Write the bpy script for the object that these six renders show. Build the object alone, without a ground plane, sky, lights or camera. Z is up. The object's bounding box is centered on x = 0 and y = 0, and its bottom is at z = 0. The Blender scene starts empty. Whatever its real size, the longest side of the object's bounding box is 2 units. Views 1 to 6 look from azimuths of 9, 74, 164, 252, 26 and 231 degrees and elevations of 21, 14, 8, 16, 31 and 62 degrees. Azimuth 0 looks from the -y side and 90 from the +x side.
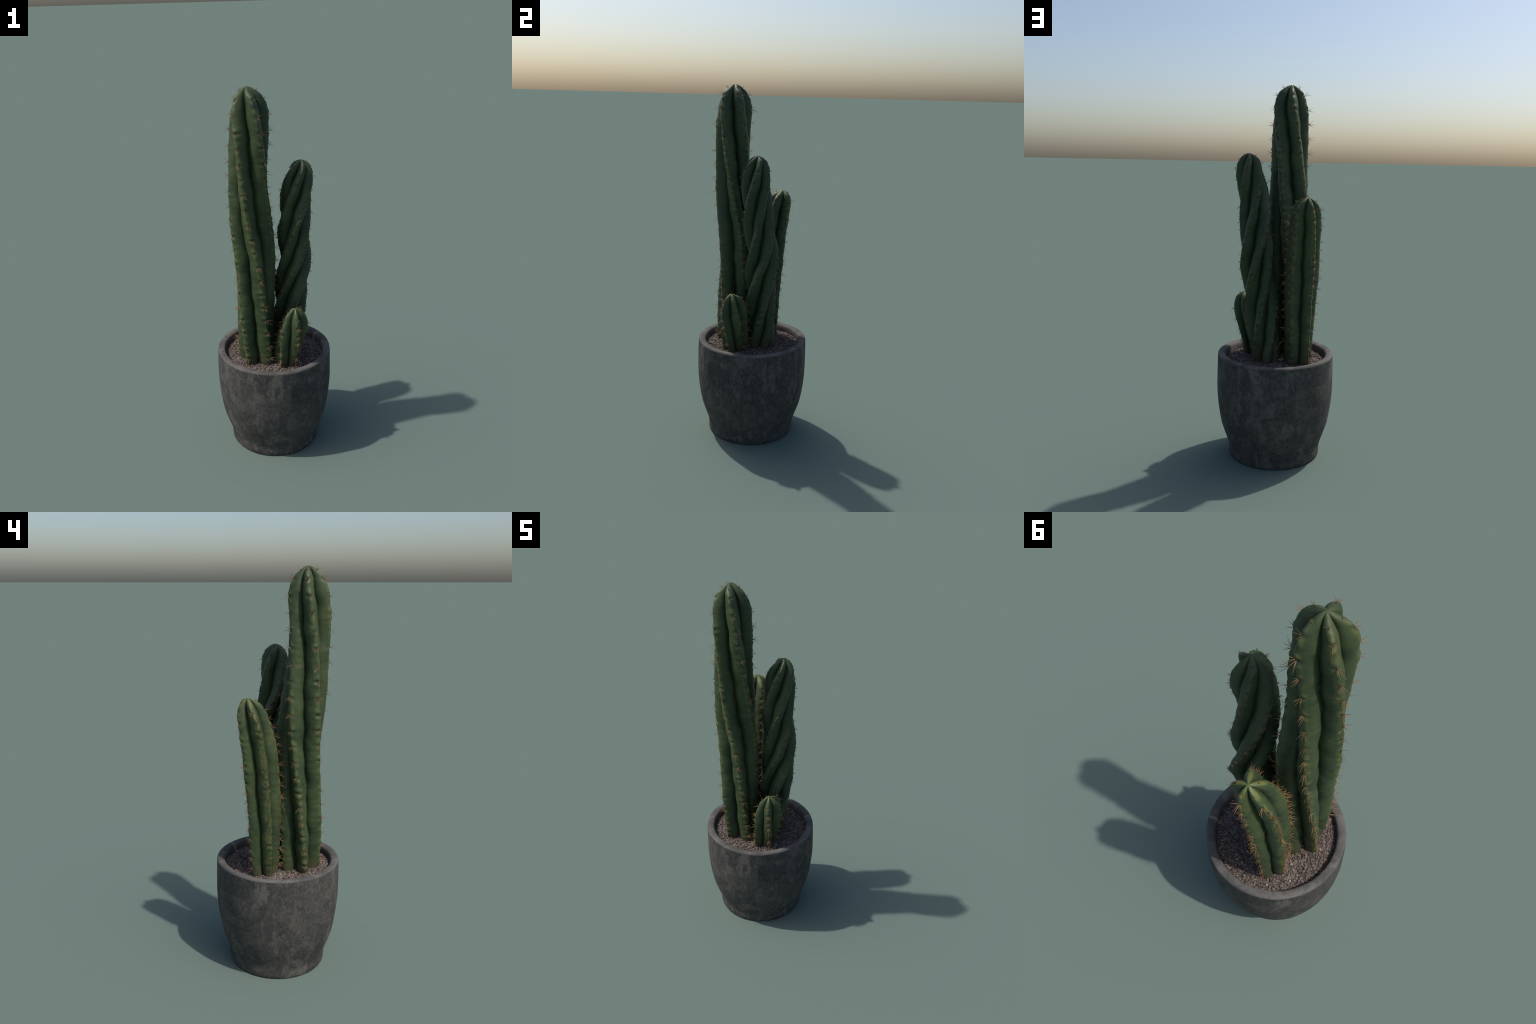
"""Four ribbed columnar cacti in a dark cement pot filled with gravelly soil.

Every stem is a loft: a leaning axis, five ribs that wind round it, and for each rib its angle
(degrees) and its reach from the axis (mm) at a handful of depths below the tip.  Spines stand in
clusters on small felted cushions (areoles) spaced along the rib crests.
"""
import bpy, bmesh, math, random
import numpy as np
from mathutils import Matrix, Vector, noise

rng = np.random.default_rng(7)
random.seed(7)

SOIL_Z = 0.526        # mean height of the soil
POT_INSIDE = 0.268    # inner radius of the pot at the soil

STEMS = {
    "tall": dict(
        tip=(-0.0919, -0.1026, 1.9882),
        depth=(0, 0.012, 0.045, 0.1, 0.17, 0.297, 0.424, 0.55, 0.677, 0.804, 0.931, 1.058, 1.185, 1.311, 1.438),
        axis_x=(-92, -92, -90, -89, -90, -93, -95, -95, -92, -87, -84, -82, -81, -79, -76),
        axis_y=(-103, -103, -105, -105, -106, -104, -100, -93, -87, -83, -82, -84, -85, -86, -86),
        ribs=[
            dict(turn=(205, 214.2, 223.1, 230.9, 238.9, 248.9, 258.6, 264.8, 273.2, 284.5, 293.3, 299.7, 305.4, 311.7, 318.2),
                 reach=(0, 33, 66, 93, 100, 104, 105, 111, 115, 114, 113, 113, 114, 114, 115)),
            dict(turn=(279.5, 286.8, 293.2, 300.1, 307.4, 318.4, 328.1, 337.6, 348.8, 360, 368.2, 373.9, 379.1, 384.2, 389),
                 reach=(0, 40, 73, 95, 106, 110, 109, 112, 113, 112, 109, 105, 102, 99, 96)),
            dict(turn=(359.5, 364, 368.1, 373.2, 377.4, 388.9, 398.5, 406.9, 416.9, 427.2, 436.8, 446.1, 454.9, 463.3, 471.4),
                 reach=(0, 37, 71, 95, 100, 103, 101, 110, 116, 117, 115, 113, 110, 107, 104)),
            dict(turn=(437.9, 439.3, 440.4, 442.9, 450.1, 462.1, 472.8, 480.6, 487.4, 497.2, 507.2, 515.2, 522.5, 530, 537.5),
                 reach=(0, 34, 65, 90, 96, 95, 98, 106, 112, 114, 113, 111, 108, 106, 103)),
            dict(turn=(494.7, 503.2, 511.8, 518.5, 524, 536.7, 547.4, 554.9, 563.1, 571.9, 580.5, 588.2, 595.1, 601.9, 608.2),
                 reach=(0, 37, 66, 87, 97, 98, 100, 105, 108, 107, 107, 108, 109, 108, 105)),
        ],
    ),
    "twisted": dict(
        tip=(0.1553, -0.0338, 1.6254),
        depth=(0, 0.01, 0.035, 0.08, 0.14, 0.274, 0.407, 0.541, 0.675, 0.808, 0.942, 1.075),
        axis_x=(155, 154, 151, 147, 142, 131, 122, 113, 98, 87, 76, 66),
        axis_y=(-34, -32, -32, -30, -27, -20, -6, 10, 18, 25, 32, 37),
        ribs=[
            dict(turn=(323.7, 306.7, 292, 276, 259.5, 222.9, 181.9, 141.5, 104.2, 71.1, 40.1, 10.7),
                 reach=(0, 30, 54, 74, 83, 88, 90, 88, 85, 81, 77, 72),
                 areoles=(26, 66, 116, 168, 214, 257, 330, 371, 425, 484, 539, 603, 650, 690, 734, 780, 822, 896, 952, 1001, 1038)),
            dict(turn=(391.5, 376.6, 363.7, 348.5, 330.9, 295.5, 259.5, 222.8, 184.4, 148.6, 115.6, 84.8),
                 reach=(0, 32, 54, 70, 78, 85, 83, 84, 86, 85, 83, 81),
                 areoles=(10, 33, 79, 138, 187, 235, 293, 339, 388, 431, 496, 574, 621, 670, 705, 746, 795, 852, 911, 956, 998, 1048)),
            dict(turn=(458.6, 444.7, 432.6, 418.8, 404.2, 370.6, 336.5, 298.5, 252.9, 212.9, 176.7, 143.1),
                 reach=(0, 30, 52, 67, 74, 74, 80, 90, 91, 84, 77, 71),
                 areoles=(11, 35, 78, 128, 173, 216, 279, 326, 360, 401, 457, 498, 541, 591, 637, 685, 727, 775, 823, 871, 919, 967, 1005, 1043, 1074)),
            dict(turn=(529.6, 516.8, 505.8, 493, 479.1, 444.8, 407.4, 368.7, 326.4, 288.2, 253, 220.3),
                 reach=(0, 33, 56, 71, 78, 81, 87, 93, 97, 98, 98, 98),
                 areoles=(13, 49, 94, 137, 182, 225, 282, 352, 386, 430, 475, 523, 563, 603, 662, 718, 770, 820, 870, 920, 970, 1020, 1070)),
            dict(turn=(619.4, 602.9, 588.1, 570.3, 551.8, 515.4, 476, 435, 394.1, 359.9, 329, 300),
                 reach=(0, 32, 56, 74, 83, 91, 96, 97, 95, 92, 88, 84),
                 areoles=(28, 70, 119, 155, 199, 251, 287, 330, 373, 412, 455, 495, 537, 576, 623, 668, 710, 759, 821, 864, 907, 949, 999, 1049)),
        ],
    ),
    "back": dict(
        tip=(-0.1022, 0.1888, 1.4078),
        depth=(0, 0.008, 0.03, 0.07, 0.13, 0.276, 0.421, 0.567, 0.712, 0.858),
        axis_x=(-102, -101, -98, -97, -98, -99, -99, -98, -98, -97),
        axis_y=(189, 185, 179, 172, 162, 143, 130, 119, 112, 107),
        ribs=[
            dict(turn=(103.6, 104, 103.9, 104.6, 108.4, 113.2, 113.5, 113.6, 114.1, 115),
                 reach=(0, 27, 51, 69, 79, 83, 84, 79, 77, 73),
                 areoles=(20, 60, 112, 154, 197, 257, 315, 352, 400, 443, 498, 554, 609, 682, 742, 783, 835)),
            dict(turn=(148.9, 155.9, 163.2, 172, 180, 184.3, 184.7, 187.6, 189.3, 189.6),
                 reach=(0, 32, 56, 76, 86, 91, 92, 88, 80, 72),
                 areoles=(18, 62, 106, 148, 183, 231, 275, 332, 380, 421, 482, 561, 619, 656, 710, 771, 822)),
            dict(turn=(242.9, 244.7, 246.2, 247.6, 249.6, 252.3, 252.8, 251.8, 250.7, 249.6),
                 reach=(0, 30, 54, 73, 86, 99, 98, 93, 82, 71),
                 areoles=(11, 54, 97, 136, 180, 223, 261, 316, 370, 422, 483, 532, 595, 638, 699, 748, 795, 836)),
            dict(turn=(322.2, 321.1, 320.1, 318.8, 317, 318.1, 320.2, 322.4, 324.1, 325.5),
                 reach=(0, 35, 61, 78, 86, 94, 94, 91, 87, 82),
                 areoles=(24, 56, 106, 142, 190, 229, 275, 341, 409, 460, 505, 559, 600, 640, 703, 772, 806, 856)),
            dict(turn=(397.3, 396.9, 395, 391, 389, 391, 392, 393, 395, 397),
                 reach=(0, 29, 52, 67, 73, 80, 84, 83, 80, 76),
                 areoles=(12, 36, 69, 116, 160, 194, 241, 287, 344, 400, 442, 485, 529, 570, 613, 682, 740, 780, 846)),
        ],
    ),
    "young": dict(
        tip=(0.1382, -0.1598, 0.8727),
        depth=(0, 0.006, 0.022, 0.05, 0.1, 0.211, 0.323),
        axis_x=(138, 137, 136, 132, 125, 108, 93),
        axis_y=(-160, -156, -154, -152, -150, -141, -130),
        ribs=[
            dict(turn=(277.9, 282.8, 287.3, 291.8, 297.2, 309.8, 320.5),
                 reach=(0, 21, 40, 57, 71, 70, 59),
                 areoles=(28, 48, 94, 141, 181, 218, 282, 325)),
            dict(turn=(344.2, 350.1, 355.6, 361.8, 370.7, 388.1, 400.1),
                 reach=(0, 24, 45, 63, 76, 75, 63),
                 areoles=(9, 44, 92, 146, 217, 257, 307)),
            dict(turn=(426.9, 427.1, 427, 426.6, 425.9, 427.4, 434.2),
                 reach=(0, 29, 53, 71, 84, 83, 77),
                 areoles=(20, 55, 97, 154, 208, 270, 317)),
            dict(turn=(488.8, 494.5, 499.9, 505.7, 513.3, 526, 536),
                 reach=(0, 18, 33, 49, 65, 79, 81),
                 areoles=(25, 75, 125, 175, 229, 289)),
            dict(turn=(560.4, 565.3, 569.8, 574.7, 581.8, 594.5, 604.5),
                 reach=(0, 21, 38, 55, 69, 71, 66),
                 areoles=(20, 59, 107, 139, 184, 244, 294)),
        ],
    ),
}

# the tall stem carries its areoles in even whorls: the same depths on every rib
TALL_FIRST, TALL_STEP = (18, 57, 132), 75.5
tall = STEMS["tall"]
for rib in tall["ribs"]:
    rib["areoles"] = TALL_FIRST + tuple(132 + TALL_STEP * k + rng.normal(0, 2.6) for k in range(1, 18))

# ------------------------------------------------------------------ small helpers

def smooth_curve(xk, yk, x):
    """Cubic through hand-placed knots, slopes by finite differences."""
    xk, yk = np.asarray(xk, float), np.asarray(yk, float)
    d = np.gradient(yk, xk)
    i = np.clip(np.searchsorted(xk, x) - 1, 0, len(xk) - 2)
    h = xk[i + 1] - xk[i]
    t = (x - xk[i]) / h
    return ((1 + 2 * t) * (1 - t) ** 2 * yk[i] + t * (1 - t) ** 2 * h * d[i]
            + t * t * (3 - 2 * t) * yk[i + 1] + t * t * (t - 1) * h * d[i + 1])


def mesh_object(name, verts, faces, material, parent, origin=(0, 0, 0), smooth=True):
    me = bpy.data.meshes.new(name)
    o = Vector(origin)
    me.from_pydata([Vector(v) - o for v in verts], [], faces)
    me.materials.append(material)
    if smooth:
        me.polygons.foreach_set("use_smooth", [True] * len(me.polygons))
    me.update()
    ob = bpy.data.objects.new(name, me)
    bpy.context.scene.collection.objects.link(ob)
    place(ob, parent, o)
    return ob


def place(ob, parent, world):
    """Parent keeping plain offsets: nothing here is rotated or scaled except leaves of the tree."""
    ob.parent = parent
    p = Vector(parent["spot"]) if parent is not None else Vector((0, 0, 0))
    ob.location = Vector(world) - p
    ob["spot"] = tuple(world)


class Nodes:
    """Short-hand for building a Principled material."""

    def __init__(self, name):
        self.mat = bpy.data.materials.new(name)
        self.mat.use_nodes = True
        self.t = self.mat.node_tree
        self.bsdf = self.t.nodes["Principled BSDF"]

    def n(self, kind, **kw):
        node = self.t.nodes.new("ShaderNode" + kind)
        for k, v in kw.items():
            if k.startswith("in_"):
                key = k[3:]
                node.inputs[int(key) if key.isdigit() else key].default_value = v
            else:
                setattr(node, k, v)
        return node

    def link(self, a, b):
        self.t.links.new(a, b)

    def math(self, op, a, b=None, c=None, clamp=False):
        m = self.n("Math", operation=op, use_clamp=clamp)
        for i, v in enumerate((a, b, c)):
            if v is None:
                continue
            if isinstance(v, (int, float)):
                m.inputs[i].default_value = v
            else:
                self.link(v, m.inputs[i])
        return m.outputs[0]

    def ramp(self, fac, lo, hi):
        m = self.n("MapRange", interpolation_type="SMOOTHSTEP")
        self.link(fac, m.inputs[0])
        m.inputs[1].default_value, m.inputs[2].default_value = lo, hi
        return m.outputs[0]

    def mix(self, fac, a, b):
        m = self.n("Mix", data_type="RGBA")
        ins = [s for s in m.inputs if s.enabled]
        for s, v in zip(ins, (fac, a, b)):
            if isinstance(v, (int, float)):
                s.default_value = v
            elif isinstance(v, tuple):
                s.default_value = (*v, 1)
            else:
                self.link(v, s)
        return [s for s in m.outputs if s.enabled][0]

    def noise(self, coord, scale, detail=4, rough=0.55, stretch=None, warp=0.0):
        if stretch is not None:
            mp = self.n("Mapping")
            mp.inputs["Scale"].default_value = stretch
            self.link(coord, mp.inputs[0])
            coord = mp.outputs[0]
        t = self.n("TexNoise")
        t.inputs["Scale"].default_value = scale
        t.inputs["Detail"].default_value = detail
        t.inputs["Roughness"].default_value = rough
        t.inputs["Distortion"].default_value = warp
        self.link(coord, t.inputs["Vector"])
        return t.outputs[0]

    def bump(self, height, strength, distance):
        b = self.n("Bump")
        b.inputs["Strength"].default_value = strength
        b.inputs["Distance"].default_value = distance
        self.link(height, b.inputs["Height"])
        self.link(b.outputs[0], self.bsdf.inputs["Normal"])

    def surface(self, colour, rough, spec=0.4):
        if isinstance(colour, tuple):
            self.bsdf.inputs["Base Color"].default_value = (*colour, 1)
        else:
            self.link(colour, self.bsdf.inputs["Base Color"])
        if isinstance(rough, (int, float)):
            self.bsdf.inputs["Roughness"].default_value = rough
        else:
            self.link(rough, self.bsdf.inputs["Roughness"])
        self.bsdf.inputs["Specular IOR Level"].default_value = spec


# ------------------------------------------------------------------ materials

def skin_material(kind, stem, base):
    """Green skin: mottled dark green, yellower along the rib crests, pale growth at the tip."""
    m = Nodes(f"{kind}_cactus_skin")
    co = m.n("TexCoord").outputs["Object"]
    sep = m.n("SeparateXYZ")
    m.link(co, sep.inputs[0])
    x, y, z = sep.outputs
    # distance round the axis from the nearest rib crest, following lean and twist
    tip, depth = stem["tip"], np.array(stem["depth"])
    height = tip[2] - depth - base[2]
    H = tip[2] - base[2]
    zn = m.math("DIVIDE", z, H, clamp=True)

    def height_curve(values, lo, hi):
        fc = m.n("FloatCurve")
        c = fc.mapping.curves[0]
        pts = sorted((float(np.clip(h / H, 0, 1)), float((v - lo) / (hi - lo))) for h, v in zip(height, values) if h >= -0.02)
        while len(c.points) < len(pts):
            c.points.new(0.5, 0.5)
        for p, q in zip(c.points, pts):
            p.location = q
        fc.mapping.update()
        m.link(zn, fc.inputs["Value"])
        return m.math("MULTIPLY_ADD", fc.outputs[0], hi - lo, lo)

    ax = height_curve(np.array(stem["axis_x"]) / 1000 - base[0], -0.2, 0.2)
    ay = height_curve(np.array(stem["axis_y"]) / 1000 - base[1], -0.2, 0.2)
    turn = np.radians(np.mean([np.array(r["turn"]) - 72 * i for i, r in enumerate(stem["ribs"])], axis=0))
    tw = height_curve(turn, turn.min() - 0.5, turn.max() + 0.5)
    ang = m.math("ARCTAN2", m.math("SUBTRACT", y, ay), m.math("SUBTRACT", x, ax))
    crest = m.math("COSINE", m.math("MULTIPLY", m.math("SUBTRACT", ang, tw), 5.0))

    big = m.noise(co, 9, 3, 0.5, (1, 1, 0.6))
    mid = m.noise(co, 34, 4, 0.6, (1, 1, 1.3), 0.4)
    fine = m.noise(co, 260, 3, 0.6)
    band = m.noise(co, 30, 3, 0.5, (0.5, 0.5, 1.9))
    dark, green, bright = PALETTE[kind]
    col = m.mix(m.ramp(big, 0.32, 0.68), dark, green)
    col = m.mix(m.math("MULTIPLY", m.ramp(band, 0.45, 0.72), 0.22), col, bright)
    ridge = m.math("MULTIPLY", m.ramp(crest, 0.55, 1.0), m.ramp(mid, 0.40, 0.62))
    col = m.mix(m.math("MULTIPLY", ridge, 0.75), col, bright)
    # sour yellow-green patches here and there
    sour = m.math("MULTIPLY", m.ramp(m.noise(co, 21, 4, 0.6, None, 0.8), 0.55, 0.72), m.ramp(crest, 0.0, 0.9))
    col = m.mix(m.math("MULTIPLY", sour, 0.5), col, (bright[0] * 1.08, bright[1] * 1.0, bright[2] * 0.55))
    if kind == "tall":                                     # the swellings beside each whorl of areoles are yellower
        ph = m.math("FRACT", m.math("DIVIDE", m.math("SUBTRACT", H - 0.132 + TALL_STEP * 0.05, z), TALL_STEP / 1000))
        gap = m.math("MULTIPLY", m.math("ABSOLUTE", m.math("SUBTRACT", m.math("FRACT", m.math("ADD", ph, 0.5)), 0.5)), TALL_STEP / 1000)
        knobs = m.math("MULTIPLY", m.math("MULTIPLY", m.ramp(gap, 0.007, 0.013), m.ramp(gap, 0.028, 0.016)), m.ramp(crest, 0.62, 0.97))
        col = m.mix(m.math("MULTIPLY", knobs, m.math("MULTIPLY", m.ramp(mid, 0.38, 0.66), 0.5)), col, (0.125, 0.145, 0.042))
    # broad bluish grey-green patches
    bluish_patch = m.ramp(m.noise(co, 15, 4, 0.6, (1, 1, 0.8)), 0.56, 0.75)
    col = m.mix(m.math("MULTIPLY", bluish_patch, 0.35), col, (0.050, 0.072, 0.050))
    # new growth at the tip
    if kind in ("back", "young"):
        tipm = m.math("MULTIPLY", m.ramp(z, H - (0.055 if kind == "back" else 0.05), H - 0.004),
                      m.ramp(m.math("ADD", crest, m.math("MULTIPLY", m.math("SUBTRACT", zn, 0.97), 25.0)), 0.3, 1.1))
        col = m.mix(m.math("MULTIPLY", tipm, 0.48), col, (0.17, 0.195, 0.05))
    # corky foot, old scars
    cork = m.math("MULTIPLY", m.ramp(m.math("ADD", z, m.math("MULTIPLY", mid, -0.10)), 0.10 if kind == "twisted" else 0.035, -0.015 if kind == "twisted" else -0.045), 0.75)
    col = m.mix(cork, col, (0.062, 0.060, 0.030))
    vor = m.n("TexVoronoi", feature="F1")
    vor.inputs["Scale"].default_value = 26
    mp = m.n("Mapping")
    mp.inputs["Scale"].default_value = (1, 1, 0.6)
    m.link(co, mp.inputs[0])
    m.link(mp.outputs[0], vor.inputs["Vector"])
    sepc = m.n("SeparateColor")
    m.link(vor.outputs["Color"], sepc.inputs[0])
    scar = m.math("MULTIPLY", m.ramp(vor.outputs["Distance"], 0.10, 0.05), m.ramp(sepc.outputs[0], 0.93, 0.95))
    col = m.mix(m.math("MULTIPLY", scar, 0.7), col, (0.24, 0.27, 0.17))
    col = m.mix(m.math("MULTIPLY", m.ramp(fine, 0.5, 0.8), 0.12), col, (0.16, 0.20, 0.10))
    m.surface(col, m.math("MULTIPLY_ADD", big, 0.25, 0.42), 0.34)
    hgt = m.math("ADD", m.math("MULTIPLY", fine, 0.3), m.math("ADD", band, mid))
    m.bump(hgt, 0.25, 0.003)
    return m.mat


PALETTE = {
    "tall": ((0.026, 0.045, 0.020), (0.047, 0.067, 0.026), (0.094, 0.104, 0.036)),
    "twisted": ((0.023, 0.040, 0.019), (0.035, 0.055, 0.023), (0.057, 0.074, 0.028)),
    "back": ((0.029, 0.048, 0.021), (0.050, 0.071, 0.027), (0.100, 0.112, 0.034)),
    "young": ((0.028, 0.048, 0.021), (0.045, 0.068, 0.027), (0.086, 0.103, 0.034)),
}


def spine_material(name, tone):
    m = Nodes(name)
    info = m.n("ObjectInfo").outputs["Random"]
    co = m.n("TexCoord").outputs["Object"]
    sep = m.n("SeparateXYZ")
    m.link(co, sep.inputs[0])
    along = m.ramp(m.math("MULTIPLY", sep.outputs[2], 1.0), 0.0, 0.006)
    col = m.mix(m.ramp(info, 0.2, 1.0), tone, (tone[0] * 0.50, tone[1] * 0.46, tone[2] * 0.5))
    col = m.mix(along, (0.055, 0.032, 0.018), col)
    m.surface(col, 0.45, 0.4)
    return m.mat


def cushion_material():
    m = Nodes("areole_felt")
    co = m.n("TexCoord").outputs["Object"]
    f = m.noise(co, 900, 3, 0.7)
    m.surface(m.mix(m.ramp(f, 0.45, 0.7), (0.045, 0.036, 0.030), (0.19, 0.16, 0.14)), 0.95, 0.1)
    return m.mat


CRACK = (1.532, 0.566, 0.171, -0.63)     # angle and height at the rim, slope, how far round it runs


def cement_material():
    m = Nodes("aged_cement")
    co = m.n("TexCoord").outputs["Object"]
    big = m.noise(co, 5.5, 5, 0.62, (1, 1, 0.75), 0.6)
    streak = m.noise(co, 14, 5, 0.6, (1, 1, 0.22))
    mid = m.noise(co, 24, 6, 0.68, (1, 1, 0.6), 0.3)
    grain = m.noise(co, 190, 4, 0.7, (1, 1, 0.6))
    col = m.mix(m.ramp(big, 0.36, 0.64), (0.047, 0.0445, 0.041), (0.082, 0.075, 0.067))
    patch = m.math("MULTIPLY", m.ramp(m.math("MULTIPLY_ADD", mid, 0.5, m.math("MULTIPLY", streak, 0.6)), 0.53, 0.66), 0.75)
    col = m.mix(patch, col, (0.116, 0.106, 0.093))
    col = m.mix(m.math("MULTIPLY", m.ramp(mid, 0.55, 0.35), 0.45), col, (0.030, 0.033, 0.031))
    col = m.mix(m.math("MULTIPLY", m.ramp(grain, 0.5, 0.75), 0.22), col, (0.15, 0.145, 0.13))
    speck = m.noise(co, 75, 5, 0.75, (1, 1, 0.75), 0.6)
    stain = m.math("MULTIPLY", m.ramp(m.noise(co, 6.5, 4, 0.55, (1, 1, 1.5), 0.9), 0.50, 0.60), m.ramp(mid, 0.25, 0.55))
    col = m.mix(m.math("MULTIPLY", stain, 0.6), col, (0.036, 0.037, 0.035))
    scuff = m.math("MULTIPLY", m.ramp(m.noise(co, 8, 3, 0.5, (1.2, 1.2, 0.8), 0.4), 0.56, 0.66), m.ramp(m.noise(co, 60, 5, 0.7, (1, 1, 0.25)), 0.36, 0.55))
    col = m.mix(m.math("MULTIPLY", scuff, 0.75), col, (0.142, 0.128, 0.110))
    col = m.mix(m.math("MULTIPLY", m.ramp(speck, 0.50, 0.66), 0.55), col, (0.130, 0.119, 0.103))
    col = m.mix(m.math("MULTIPLY", m.ramp(speck, 0.50, 0.34), 0.55), col, (0.026, 0.028, 0.027))
    # one hairline crack slanting down from the rim
    sep = m.n("SeparateXYZ")
    m.link(co, sep.inputs[0])
    ang = m.math("ARCTAN2", sep.outputs[1], sep.outputs[0])
    along = m.math("SUBTRACT", ang, CRACK[0])
    line = m.math("ABSOLUTE", m.math("SUBTRACT", sep.outputs[2], m.math("ADD", m.math("MULTIPLY_ADD", along, CRACK[2], CRACK[1]), m.math("MULTIPLY_ADD", mid, 0.016, -0.008))))
    crack = m.math("MULTIPLY", m.ramp(line, 0.0022, 0.0008), m.math("MULTIPLY", m.ramp(along, CRACK[3] - 0.02, CRACK[3] + 0.05), m.ramp(along, 0.06, 0.0)))
    col = m.mix(m.math("MULTIPLY", crack, 0.8), col, (0.014, 0.015, 0.015))
    m.surface(col, 0.85, 0.22)
    m.bump(m.math("ADD", m.math("MULTIPLY", grain, 0.7), m.math("ADD", m.math("MULTIPLY", mid, 1.6), speck)), 0.4, 0.003)
    return m.mat


def rim_material():
    m = Nodes("light_tinted_cement_rim")
    co = m.n("TexCoord").outputs["Object"]
    big = m.noise(co, 9, 5, 0.6, None, 0.5)
    mid = m.noise(co, 40, 6, 0.7)
    grain = m.noise(co, 190, 4, 0.7)
    col = m.mix(m.ramp(big, 0.35, 0.62), (0.070, 0.067, 0.062), (0.125, 0.117, 0.107))  # paler than the pot wall: skylight on the upturned rim mixed into the cement
    col = m.mix(m.math("MULTIPLY", m.ramp(mid, 0.52, 0.35), 0.5), col, (0.055, 0.055, 0.052))
    col = m.mix(m.math("MULTIPLY", m.ramp(grain, 0.5, 0.75), 0.25), col, (0.20, 0.19, 0.17))
    m.surface(col, 0.85, 0.22)
    m.bump(m.math("ADD", m.math("MULTIPLY", grain, 0.6), mid), 0.35, 0.003)
    return m.mat


def soil_material():
    m = Nodes("dark_soil")
    co = m.n("TexCoord").outputs["Object"]
    a = m.noise(co, 120, 5, 0.7)
    b = m.noise(co, 14, 3, 0.5)
    col = m.mix(m.ramp(a, 0.35, 0.65), (0.035, 0.027, 0.025), (0.12, 0.095, 0.086))
    col = m.mix(m.math("MULTIPLY", m.ramp(b, 0.4, 0.65), 0.4), col, (0.10, 0.075, 0.066))
    m.surface(col, 0.95, 0.15)
    m.bump(a, 0.8, 0.004)
    return m.mat


def gravel_material(name, dark, light):
    m = Nodes(name)
    co = m.n("TexCoord").outputs["Object"]
    vor = m.n("TexVoronoi")
    vor.inputs["Scale"].default_value = 110
    m.link(co, vor.inputs["Vector"])
    sep = m.n("SeparateColor")
    m.link(vor.outputs["Color"], sep.inputs[0])
    col = m.mix(sep.outputs[0], dark, light)
    col = m.mix(m.math("MULTIPLY", m.ramp(sep.outputs[1], 0.6, 1.0), 0.5), col, (0.20, 0.135, 0.11))
    col = m.mix(m.math("MULTIPLY", m.ramp(m.noise(co, 300, 3, 0.6), 0.45, 0.7), 0.3), col, (0.07, 0.055, 0.052))
    m.surface(col, 0.85, 0.25)
    return m.mat


# ------------------------------------------------------------------ stems

def lobe(u):
    """Cross-section of half a rib: 1 on the crest (u=0), 0 in the slit between ribs (u=1)."""
    return (1 - u ** LOBE_A) ** LOBE_B


LOBE_A, LOBE_B = 1.32, 0.55
SLIT = 0.30           # depth of the slit: its distance from the axis over the crest's
BUMP = {"tall": 0.0039, "twisted": 0.0032, "back": 0.0031, "young": 0.0031}


def sample_stem(stem, d):
    """Axis, rib angles and reaches at depths d below the tip (knots spaced by sqrt(depth))."""
    q, qk = np.sqrt(d), np.sqrt(np.array(stem["depth"]))
    cx = smooth_curve(qk, np.array(stem["axis_x"]) / 1000, q)
    cy = smooth_curve(qk, np.array(stem["axis_y"]) / 1000, q)
    th = np.array([smooth_curve(qk, np.radians(r["turn"]), q) for r in stem["ribs"]])
    re = np.array([smooth_curve(qk, np.array(r["reach"]) / 1000, q) for r in stem["ribs"]])
    re = re * (1 - 0.35 * np.exp(-d / 0.009))            # a slightly pointed crown
    return cx, cy, th, np.maximum(re, 0)


def swell(dz, size, s):
    """Relief along a crest near an areole: a swelling above it and another below, never quite alike."""
    return size * ((0.85 + 0.3 * math.sin(s * 3.1)) * np.exp(-((dz + 0.0145) / 0.011) ** 2)
                   + (0.65 + 0.3 * math.cos(s * 2.3)) * np.exp(-((dz - 0.0165) / 0.011) ** 2))


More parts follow.
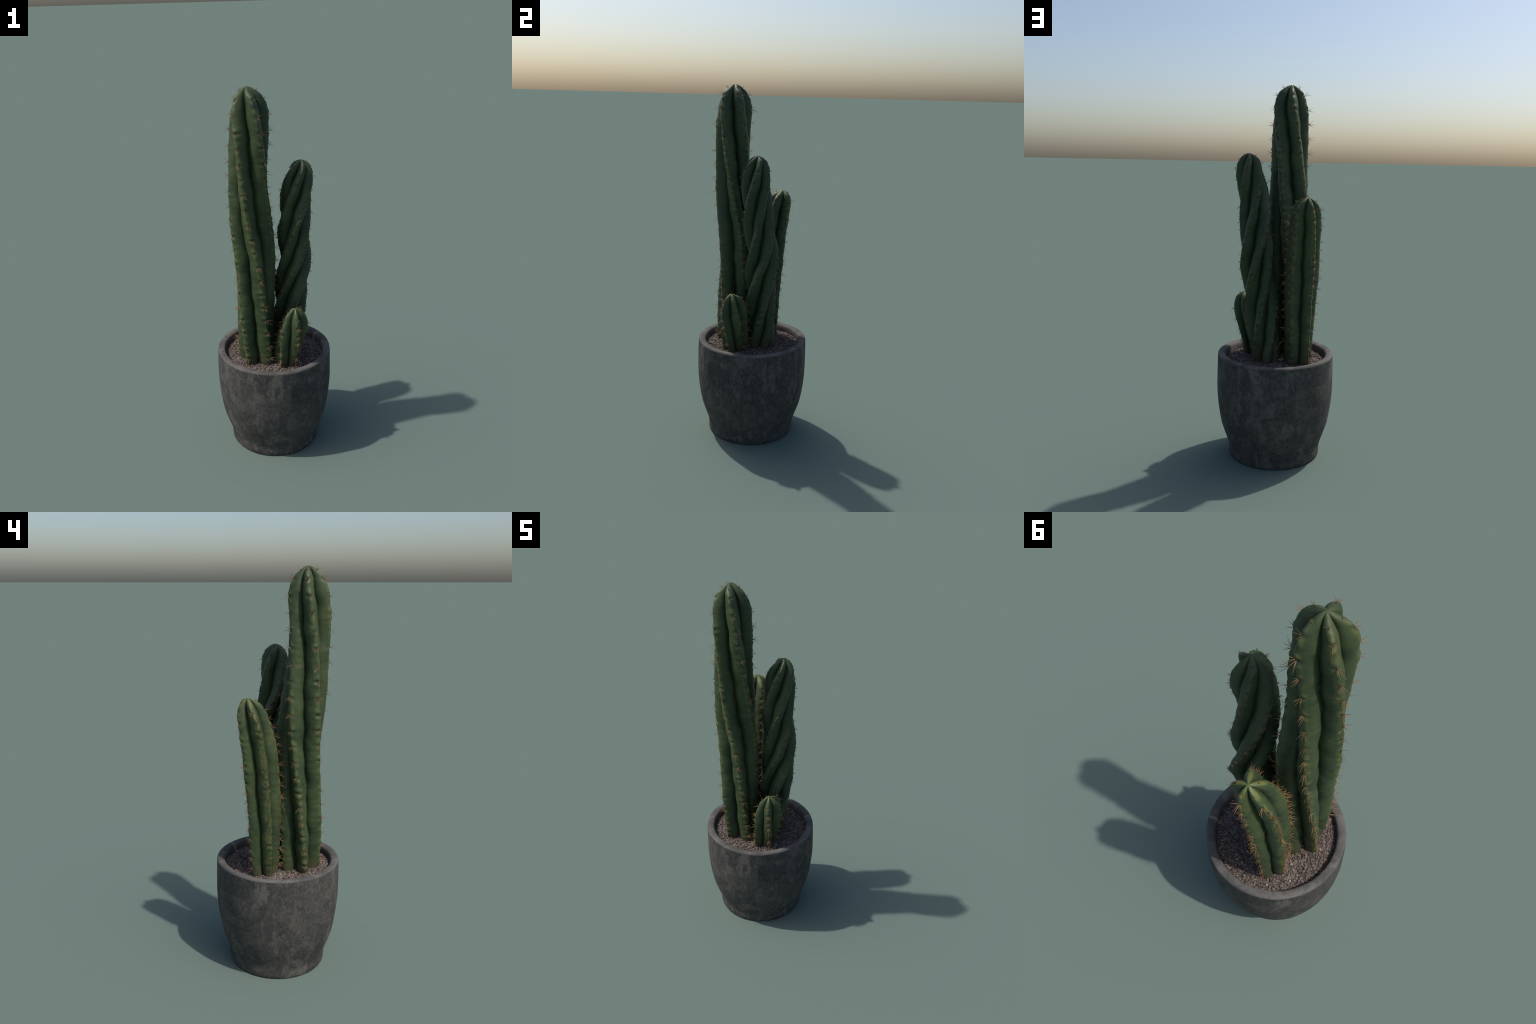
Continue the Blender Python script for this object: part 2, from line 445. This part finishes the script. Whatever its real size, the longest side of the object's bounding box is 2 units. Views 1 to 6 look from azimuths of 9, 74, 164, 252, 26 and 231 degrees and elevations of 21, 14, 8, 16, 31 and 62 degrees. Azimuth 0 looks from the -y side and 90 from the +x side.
def build_stem(kind, parent):
    stem = STEMS[kind]
    tip = np.array(stem["tip"])
    foot = tip[2] - 0.500                                  # runs a little below the soil
    dome = 0.16
    d = np.concatenate([np.linspace(0.012, math.sqrt(dome), 70) ** 2, np.arange(dome + 0.003, foot, 0.003), [foot]])
    cx, cy, th, re = sample_stem(stem, d)
    per = 26                                               # points from crest to crest
    u = np.linspace(0, 1, per, endpoint=False)
    ax0 = (float(cx[-1]), float(cy[-1]), SOIL_Z)
    rows, rib_seed = [], rng.uniform(0, 50, 5)
    slit = SLIT + 0.42 * np.exp(-d / 0.006)                # shallow furrows right at the tip
    soft = 1 - np.exp(-d / 0.03)
    z = tip[2] - d
    ring = []
    for i in range(5):
        j = (i + 1) % 5
        a0, a1 = th[i], th[j] + (2 * math.pi if j == 0 else 0)
        r0, r1 = re[i].copy(), re[j].copy()
        notch = []
        for rr, k in ((r0, i), (r1, j)):
            cut = np.zeros_like(rr)
            for s in stem["ribs"][k]["areoles"]:
                size = BUMP[kind] * (1.0 if s > 45 else 0.6) * (0.8 + 0.45 * math.sin(s * 1.7 + k))
                rr += swell(d - s / 1000, size, s)
                cut += size * np.exp(-((d - s / 1000) / 0.0062) ** 2)
            notch.append(cut)
        base0, base1 = re[i], re[j]
        g = slit * 0.5 * (base0 + base1) * (1 + 0.05 * np.sin(d * 31 + rib_seed[i]) + 0.04 * np.sin(d * 74 + 2 * rib_seed[i]))
        shift = (0.035 * np.sin(d * 21 + rib_seed[i]) + 0.03 * np.sin(d * 47 + 3 * rib_seed[i])) * soft  # the slit wanders between its ribs
        for t in u:
            h = 0.5 + shift
            left = t < h
            v = np.where(left, t / h, (1 - t) / (1 - h))
            f = lobe(v)
            crestr, smoothr = np.where(left, r0, r1), np.where(left, base0, base1)
            near = np.exp(-(v / 0.32) ** 2)
            r = g + (smoothr - g) * f + (crestr - smoothr) * near - np.where(left, notch[0], notch[1]) * 1.1 * np.exp(-(v / 0.17) ** 2)
            r = np.maximum(r, 0.25 * g)
            ang = a0 + (a1 - a0) * t
            wob = np.array([noise.noise(Vector((math.cos(b) * 3 + rib_seed[0], math.sin(b) * 3, zz * 22))) for b, zz in zip(ang - th[0], z)])
            r = r + soft * (wob * 0.0026 + 0.0003 * np.sin(d * 2 * math.pi / 0.031 + 2.2 * math.sin(3 * t + i)) * (1 - near))
            ring.append(np.stack([cx + r * np.cos(ang), cy + r * np.sin(ang), z], -1))
    ring = np.array(ring)                                  # (angle, row, 3)
    n, m = ring.shape[:2]
    verts = [tuple(tip)] + [tuple(ring[a, b]) for b in range(m) for a in range(n)]
    idx = lambda a, b: 1 + b * n + a % n
    faces = [(0, idx(a, 0), idx(a + 1, 0)) for a in range(n)]
    faces += [(idx(a, b), idx(a, b + 1), idx(a + 1, b + 1), idx(a + 1, b)) for b in range(m - 1) for a in range(n)]
    faces.append(tuple(idx(a, m - 1) for a in range(n)))
    ob = mesh_object("cactus_stem", verts, faces, skin_material(kind, stem, ax0), parent, ax0)
    # where the spines stand: point on the crest, outward direction, direction along the rib
    seats = []
    for k, rib in enumerate(stem["ribs"]):
        for s in rib["areoles"]:
            s = s / 1000
            zz = tip[2] - s
            if zz < SOIL_Z + 0.010:
                continue
            pts = []
            for e in (s - 0.004 if s > 0.008 else s * 0.5, s, s + 0.004):
                X, Y, T, R = sample_stem(stem, np.array([e]))
                pts.append(np.array([X[0] + R[k][0] * math.cos(T[k][0]), Y[0] + R[k][0] * math.sin(T[k][0]), tip[2] - e]))
            up = pts[0] - pts[2]
            up /= np.linalg.norm(up)
            out = np.array([math.cos(T[k][0]), math.sin(T[k][0]), 0.0])
            out -= up * out.dot(up)
            out /= np.linalg.norm(out)
            seats.append((pts[1] - out * BUMP[kind] * (0.55 if s > 0.04 else 0.1), out, up))
    return ob, seats


# ------------------------------------------------------------------ spines

def spine_cluster_mesh(name, count, length, droop, mats):
    """A felted cushion with a tuft of thin tapering needles; +z points out of the stem, +y up the rib."""
    bm = bmesh.new()
    pad = bmesh.ops.create_icosphere(bm, subdivisions=2, radius=1.0, matrix=Matrix.Diagonal((0.0034, 0.0042, 0.0021, 1)))
    for v in pad["verts"]:
        v.co += Vector((random.uniform(-1, 1), random.uniform(-1, 1), random.uniform(-1, 1))) * 0.0003
    for f in bm.faces:
        f.material_index, f.smooth = 1, True
    for c in range(count):
        az = 2 * math.pi * (c + random.uniform(-0.35, 0.35)) / count - math.pi / 2
        tilt = math.radians(random.uniform(16, 52)) if c else math.radians(random.uniform(3, 25))
        L = length * random.uniform(0.55, 1.15) * (1.15 if math.sin(az) < -0.3 else 0.9)
        dr = Vector((math.cos(az) * math.sin(tilt), math.sin(az) * math.sin(tilt) - droop, math.cos(tilt))).normalized()
        side = dr.orthogonal().normalized()
        oth = dr.cross(side)
        bend = Vector((random.uniform(-1, 1), random.uniform(-1, 1), 0)) * 0.06 * L
        foot = Vector((math.cos(az), math.sin(az), 0)) * 0.0014
        rings = []
        for t, w in ((0.0, 1.0), (0.12, 0.9), (0.5, 0.62), (0.82, 0.3)):
            p = foot + dr * L * t + bend * t * t
            rad = 0.00100 * w
            rings.append([bm.verts.new(p + (side * math.cos(q) + oth * math.sin(q)) * rad) for q in (0, 1.2566, 2.5133, 3.7699, 5.0265)])
        end = bm.verts.new(foot + dr * L + bend)
        for a, b in zip(rings, rings[1:]):
            for q in range(5):
                f = bm.faces.new((a[q], a[(q + 1) % 5], b[(q + 1) % 5], b[q]))
                f.smooth = True
        for q in range(5):
            f = bm.faces.new((rings[-1][q], rings[-1][(q + 1) % 5], end))
            f.smooth = True
    me = bpy.data.meshes.new(name)
    bm.to_mesh(me)
    bm.free()
    for mt in mats:
        me.materials.append(mt)
    return me


def plant_spines(kind, stem_ob, seats, tufts, single):
    """Clusters as named objects sharing a few meshes; the least visible ones joined as stuff."""
    base, crown = Vector(stem_ob["spot"]), STEMS[kind]["tip"][2]
    rest = bmesh.new()
    for s, (p, out, up) in enumerate(seats):
        o, u = Vector(out), Vector(up)
        sx = u.cross(o)
        spin = random.uniform(-0.5, 0.5)
        sc = random.uniform(0.75, 1.15) * (1.0 if p[2] < crown - 0.045 else 0.6)
        mw = Matrix((( sx.x, u.x, o.x, p[0]), (sx.y, u.y, o.y, p[1]), (sx.z, u.z, o.z, p[2]), (0, 0, 0, 1)))
        mw = mw @ Matrix.Rotation(spin, 4, "Z") @ Matrix.Diagonal((sc, sc, sc, 1))
        me = random.choice(tufts)
        if single(s):
            ob = bpy.data.objects.new("spine_cluster", me)
            bpy.context.scene.collection.objects.link(ob)
            ob.parent = stem_ob
            ob.matrix_local = Matrix.Translation(-base) @ mw
        else:
            one = me.copy()
            one.transform(Matrix.Translation(-base) @ mw)
            rest.from_mesh(one)
            bpy.data.meshes.remove(one)
    if len(rest.verts):
        me = bpy.data.meshes.new("spine_clusters")
        rest.to_mesh(me)
        for mt in tufts[0].materials:
            me.materials.append(mt)
        ob = bpy.data.objects.new("spine_clusters", me)
        ob["kind"] = "stuff"
        bpy.context.scene.collection.objects.link(ob)
        ob.parent = stem_ob
    rest.free()


# ------------------------------------------------------------------ pot

POT_PROFILE = (          # radius, height: from the middle of the underside up the outside
    (0.000, 0.006), (0.200, 0.006), (0.222, 0.000), (0.2440, 0.0005), (0.2468, 0.005), (0.2480, 0.030), (0.2485, 0.050),
    (0.2510, 0.064), (0.2590, 0.090), (0.2700, 0.120), (0.282, 0.155), (0.2895, 0.180), (0.299, 0.230), (0.3075, 0.290),
    (0.3125, 0.350), (0.3140, 0.400), (0.3130, 0.470), (0.3118, 0.525), (0.3112, 0.548), (0.3105, 0.5565))
RIM_PROFILE = (
    (0.3105, 0.5565), (0.3085, 0.5620), (0.3040, 0.5645), (0.2960, 0.5650), (0.2860, 0.5640), (0.2775, 0.5615), (0.2725, 0.5570),
    (0.2700, 0.5470), (0.2685, 0.5350), (0.2670, 0.500), (0.262, 0.470))
FACETS = 40


def lathe(profile, wobble):
    verts, faces = [], []
    for k, (r, z) in enumerate(profile):
        for a in range(FACETS):
            t = 2 * math.pi * (a + 0.3) / FACETS
            w = wobble * noise.noise(Vector((math.cos(t) * 1.6, math.sin(t) * 1.6, z * 5)))
            zz = z + wobble * 0.8 * noise.noise(Vector((math.cos(t) * 2.2 + 9, math.sin(t) * 2.2, 0))) * min(1, max(0, (z - 0.45) / 0.1))
            rr = r + (w if r > 0.2 else 0)
            verts.append((rr * math.cos(t), rr * math.sin(t), zz))
        if k:
            o = k * FACETS
            faces += [(o - FACETS + a, o - FACETS + (a + 1) % FACETS, o + (a + 1) % FACETS, o + a) for a in range(FACETS)]
    return verts, faces


# ------------------------------------------------------------------ assembly

plant = bpy.data.objects.new("potted_cactus", None)
bpy.context.scene.collection.objects.link(plant)
plant["spot"] = (0.0, 0.0, 0.0)
plant["label"] = "four tall ribbed cactus stems with brown spines in a dark grey cement pot"
plant["category"] = "potted cactus"

POT_C = Vector((0.001, -0.001, 0.0))
v, f = lathe(POT_PROFILE, 0.0011)
pot = mesh_object("pot", [Vector(p) + POT_C for p in v], f, cement_material(), plant)
v, f = lathe(RIM_PROFILE, 0.0011)
rim = mesh_object("rim", [Vector(p) + POT_C for p in v], f, rim_material(), pot)

# soil: a slightly uneven disc, then gravel on it
def soil_height(x, y):
    r = math.hypot(x, y)
    return (SOIL_Z + 0.005 * noise.noise(Vector((x * 9, y * 9, 3))) + 0.003 * noise.noise(Vector((x * 30, y * 30, 1)))
            + 0.003 * (1 - (r / 0.27) ** 2) - 0.003 * max(0, (r - 0.235) / 0.035))

rings, seg = 60, 150
verts, faces = [(0, 0, soil_height(0, 0))], []
for k in range(1, rings + 1):
    for a in range(seg):
        r, t = POT_INSIDE * 1.0 * k / rings, 2 * math.pi * a / seg
        x, y = r * math.cos(t), r * math.sin(t)
        verts.append((x, y, soil_height(x, y) + 0.0022 * noise.noise(Vector((x * 120, y * 120, 0)))))
for a in range(seg):
    faces.append((0, 1 + a, 1 + (a + 1) % seg))
    for k in range(1, rings):
        o = 1 + (k - 1) * seg
        faces.append((o + a, o + seg + a, o + seg + (a + 1) % seg, o + (a + 1) % seg))
soil = mesh_object("soil", [Vector(p) + POT_C for p in verts], faces, soil_material(), plant, (0, 0, SOIL_Z))


def pebble_mesh(name, detail, mats):
    bm = bmesh.new()
    bmesh.ops.create_icosphere(bm, subdivisions=detail, radius=1.0)
    off = Vector((random.uniform(0, 99), random.uniform(0, 99), 0))
    for vtx in bm.verts:
        vtx.co *= 1 + 0.35 * noise.noise(vtx.co * 0.9 + off) + 0.12 * noise.noise(vtx.co * 2.3 + off)
        vtx.co.z *= 0.68
        vtx.co.y *= 0.82
    for fc in bm.faces:
        fc.smooth = True
    me = bpy.data.meshes.new(name)
    bm.to_mesh(me)
    bm.free()
    for mt in mats:
        me.materials.append(mt)
    return me


brown = gravel_material("brown_gravel", (0.040, 0.031, 0.028), (0.225, 0.182, 0.158))
pale = gravel_material("pale_pebble", (0.25, 0.215, 0.185), (0.38, 0.335, 0.295))
grit_shapes = [pebble_mesh("grit", 1, [brown]) for _ in range(8)]
stone_shapes = [pebble_mesh("pebble", 2, [brown]) for _ in range(5)] + [pebble_mesh("pebble", 2, [pale]) for _ in range(3)]

# fine gravel, joined
src = []
for me in grit_shapes:
    co = np.empty(len(me.vertices) * 3)
    me.vertices.foreach_get("co", co)
    src.append((co.reshape(-1, 3), np.array([p.vertices[:] for p in me.polygons])))
gv, gf, off = [], [], 0
for _ in range(8000):
    r, t = POT_INSIDE * math.sqrt(random.random()) * 0.985, random.uniform(0, 2 * math.pi)
    x, y = r * math.cos(t), r * math.sin(t)
    s = min(0.0075, max(0.0018, random.lognormvariate(math.log(0.0036), 0.38)))
    co, fa = random.choice(src)
    e = Matrix.Rotation(random.uniform(0, 6.28), 3, "Z") @ Matrix.Rotation(random.gauss(0, 0.5), 3, "X")
    p = co * s @ np.array(e).T + np.array([x + POT_C.x, y + POT_C.y, soil_height(x, y) + s * random.uniform(-0.1, 0.5) - SOIL_Z])
    gv.append(p)
    gf.append(fa + off)
    off += len(p)
gv, gf = np.concatenate(gv), np.concatenate(gf)
gm = bpy.data.meshes.new("gravel")
gm.from_pydata(gv.tolist(), [], gf.tolist())
gm.polygons.foreach_set("use_smooth", [True] * len(gm.polygons))
gm.materials.append(brown)
gravel = bpy.data.objects.new("gravel", gm)
gravel["kind"] = "stuff"
bpy.context.scene.collection.objects.link(gravel)
gravel.parent = soil

# single pebbles
for _ in range(90):
    r, t = POT_INSIDE * math.sqrt(random.random()) * 0.95, random.uniform(0, 2 * math.pi)
    x, y = r * math.cos(t), r * math.sin(t)
    s = random.uniform(0.0042, 0.0075) if random.random() < 0.8 else random.uniform(0.0075, 0.0105)
    ob = bpy.data.objects.new("pebble", random.choice(stone_shapes))
    bpy.context.scene.collection.objects.link(ob)
    ob.parent = soil
    ob.location = (x + POT_C.x, y + POT_C.y, soil_height(x, y) - SOIL_Z + s * 0.35)
    ob.rotation_euler = (random.gauss(0, 0.3), random.gauss(0, 0.3), random.uniform(0, 6.28))
    ob.scale = (s, s, s)

felt = cushion_material()
tan = spine_material("tan_spine", (0.27, 0.150, 0.062))
orange = spine_material("orange_spine", (0.31, 0.175, 0.068))
dull = spine_material("dull_spine", (0.19, 0.122, 0.070))
TUFTS = {
    "tall": [spine_cluster_mesh("spine_tuft", random.choice((4, 5, 6)), 0.039, 0.10, (tan, felt)) for _ in range(9)],
    "twisted": [spine_cluster_mesh("spine_tuft", random.choice((4, 5, 6)), 0.020, 0.05, (dull, felt)) for _ in range(7)],
    "back": [spine_cluster_mesh("spine_tuft", random.choice((5, 6, 7)), 0.032, 0.15, (orange, felt)) for _ in range(9)],
    "young": [spine_cluster_mesh("spine_tuft", random.choice((5, 6, 7)), 0.032, 0.15, (orange, felt)) for _ in range(7)],
}
for kind in STEMS:
    stem_ob, seats = build_stem(kind, plant)
    plant_spines(kind, stem_ob, seats, TUFTS[kind], (lambda s: s % 3 != 1) if kind == "twisted" else (lambda s: s % 6 != 5) if kind == "back" else (lambda s: True))
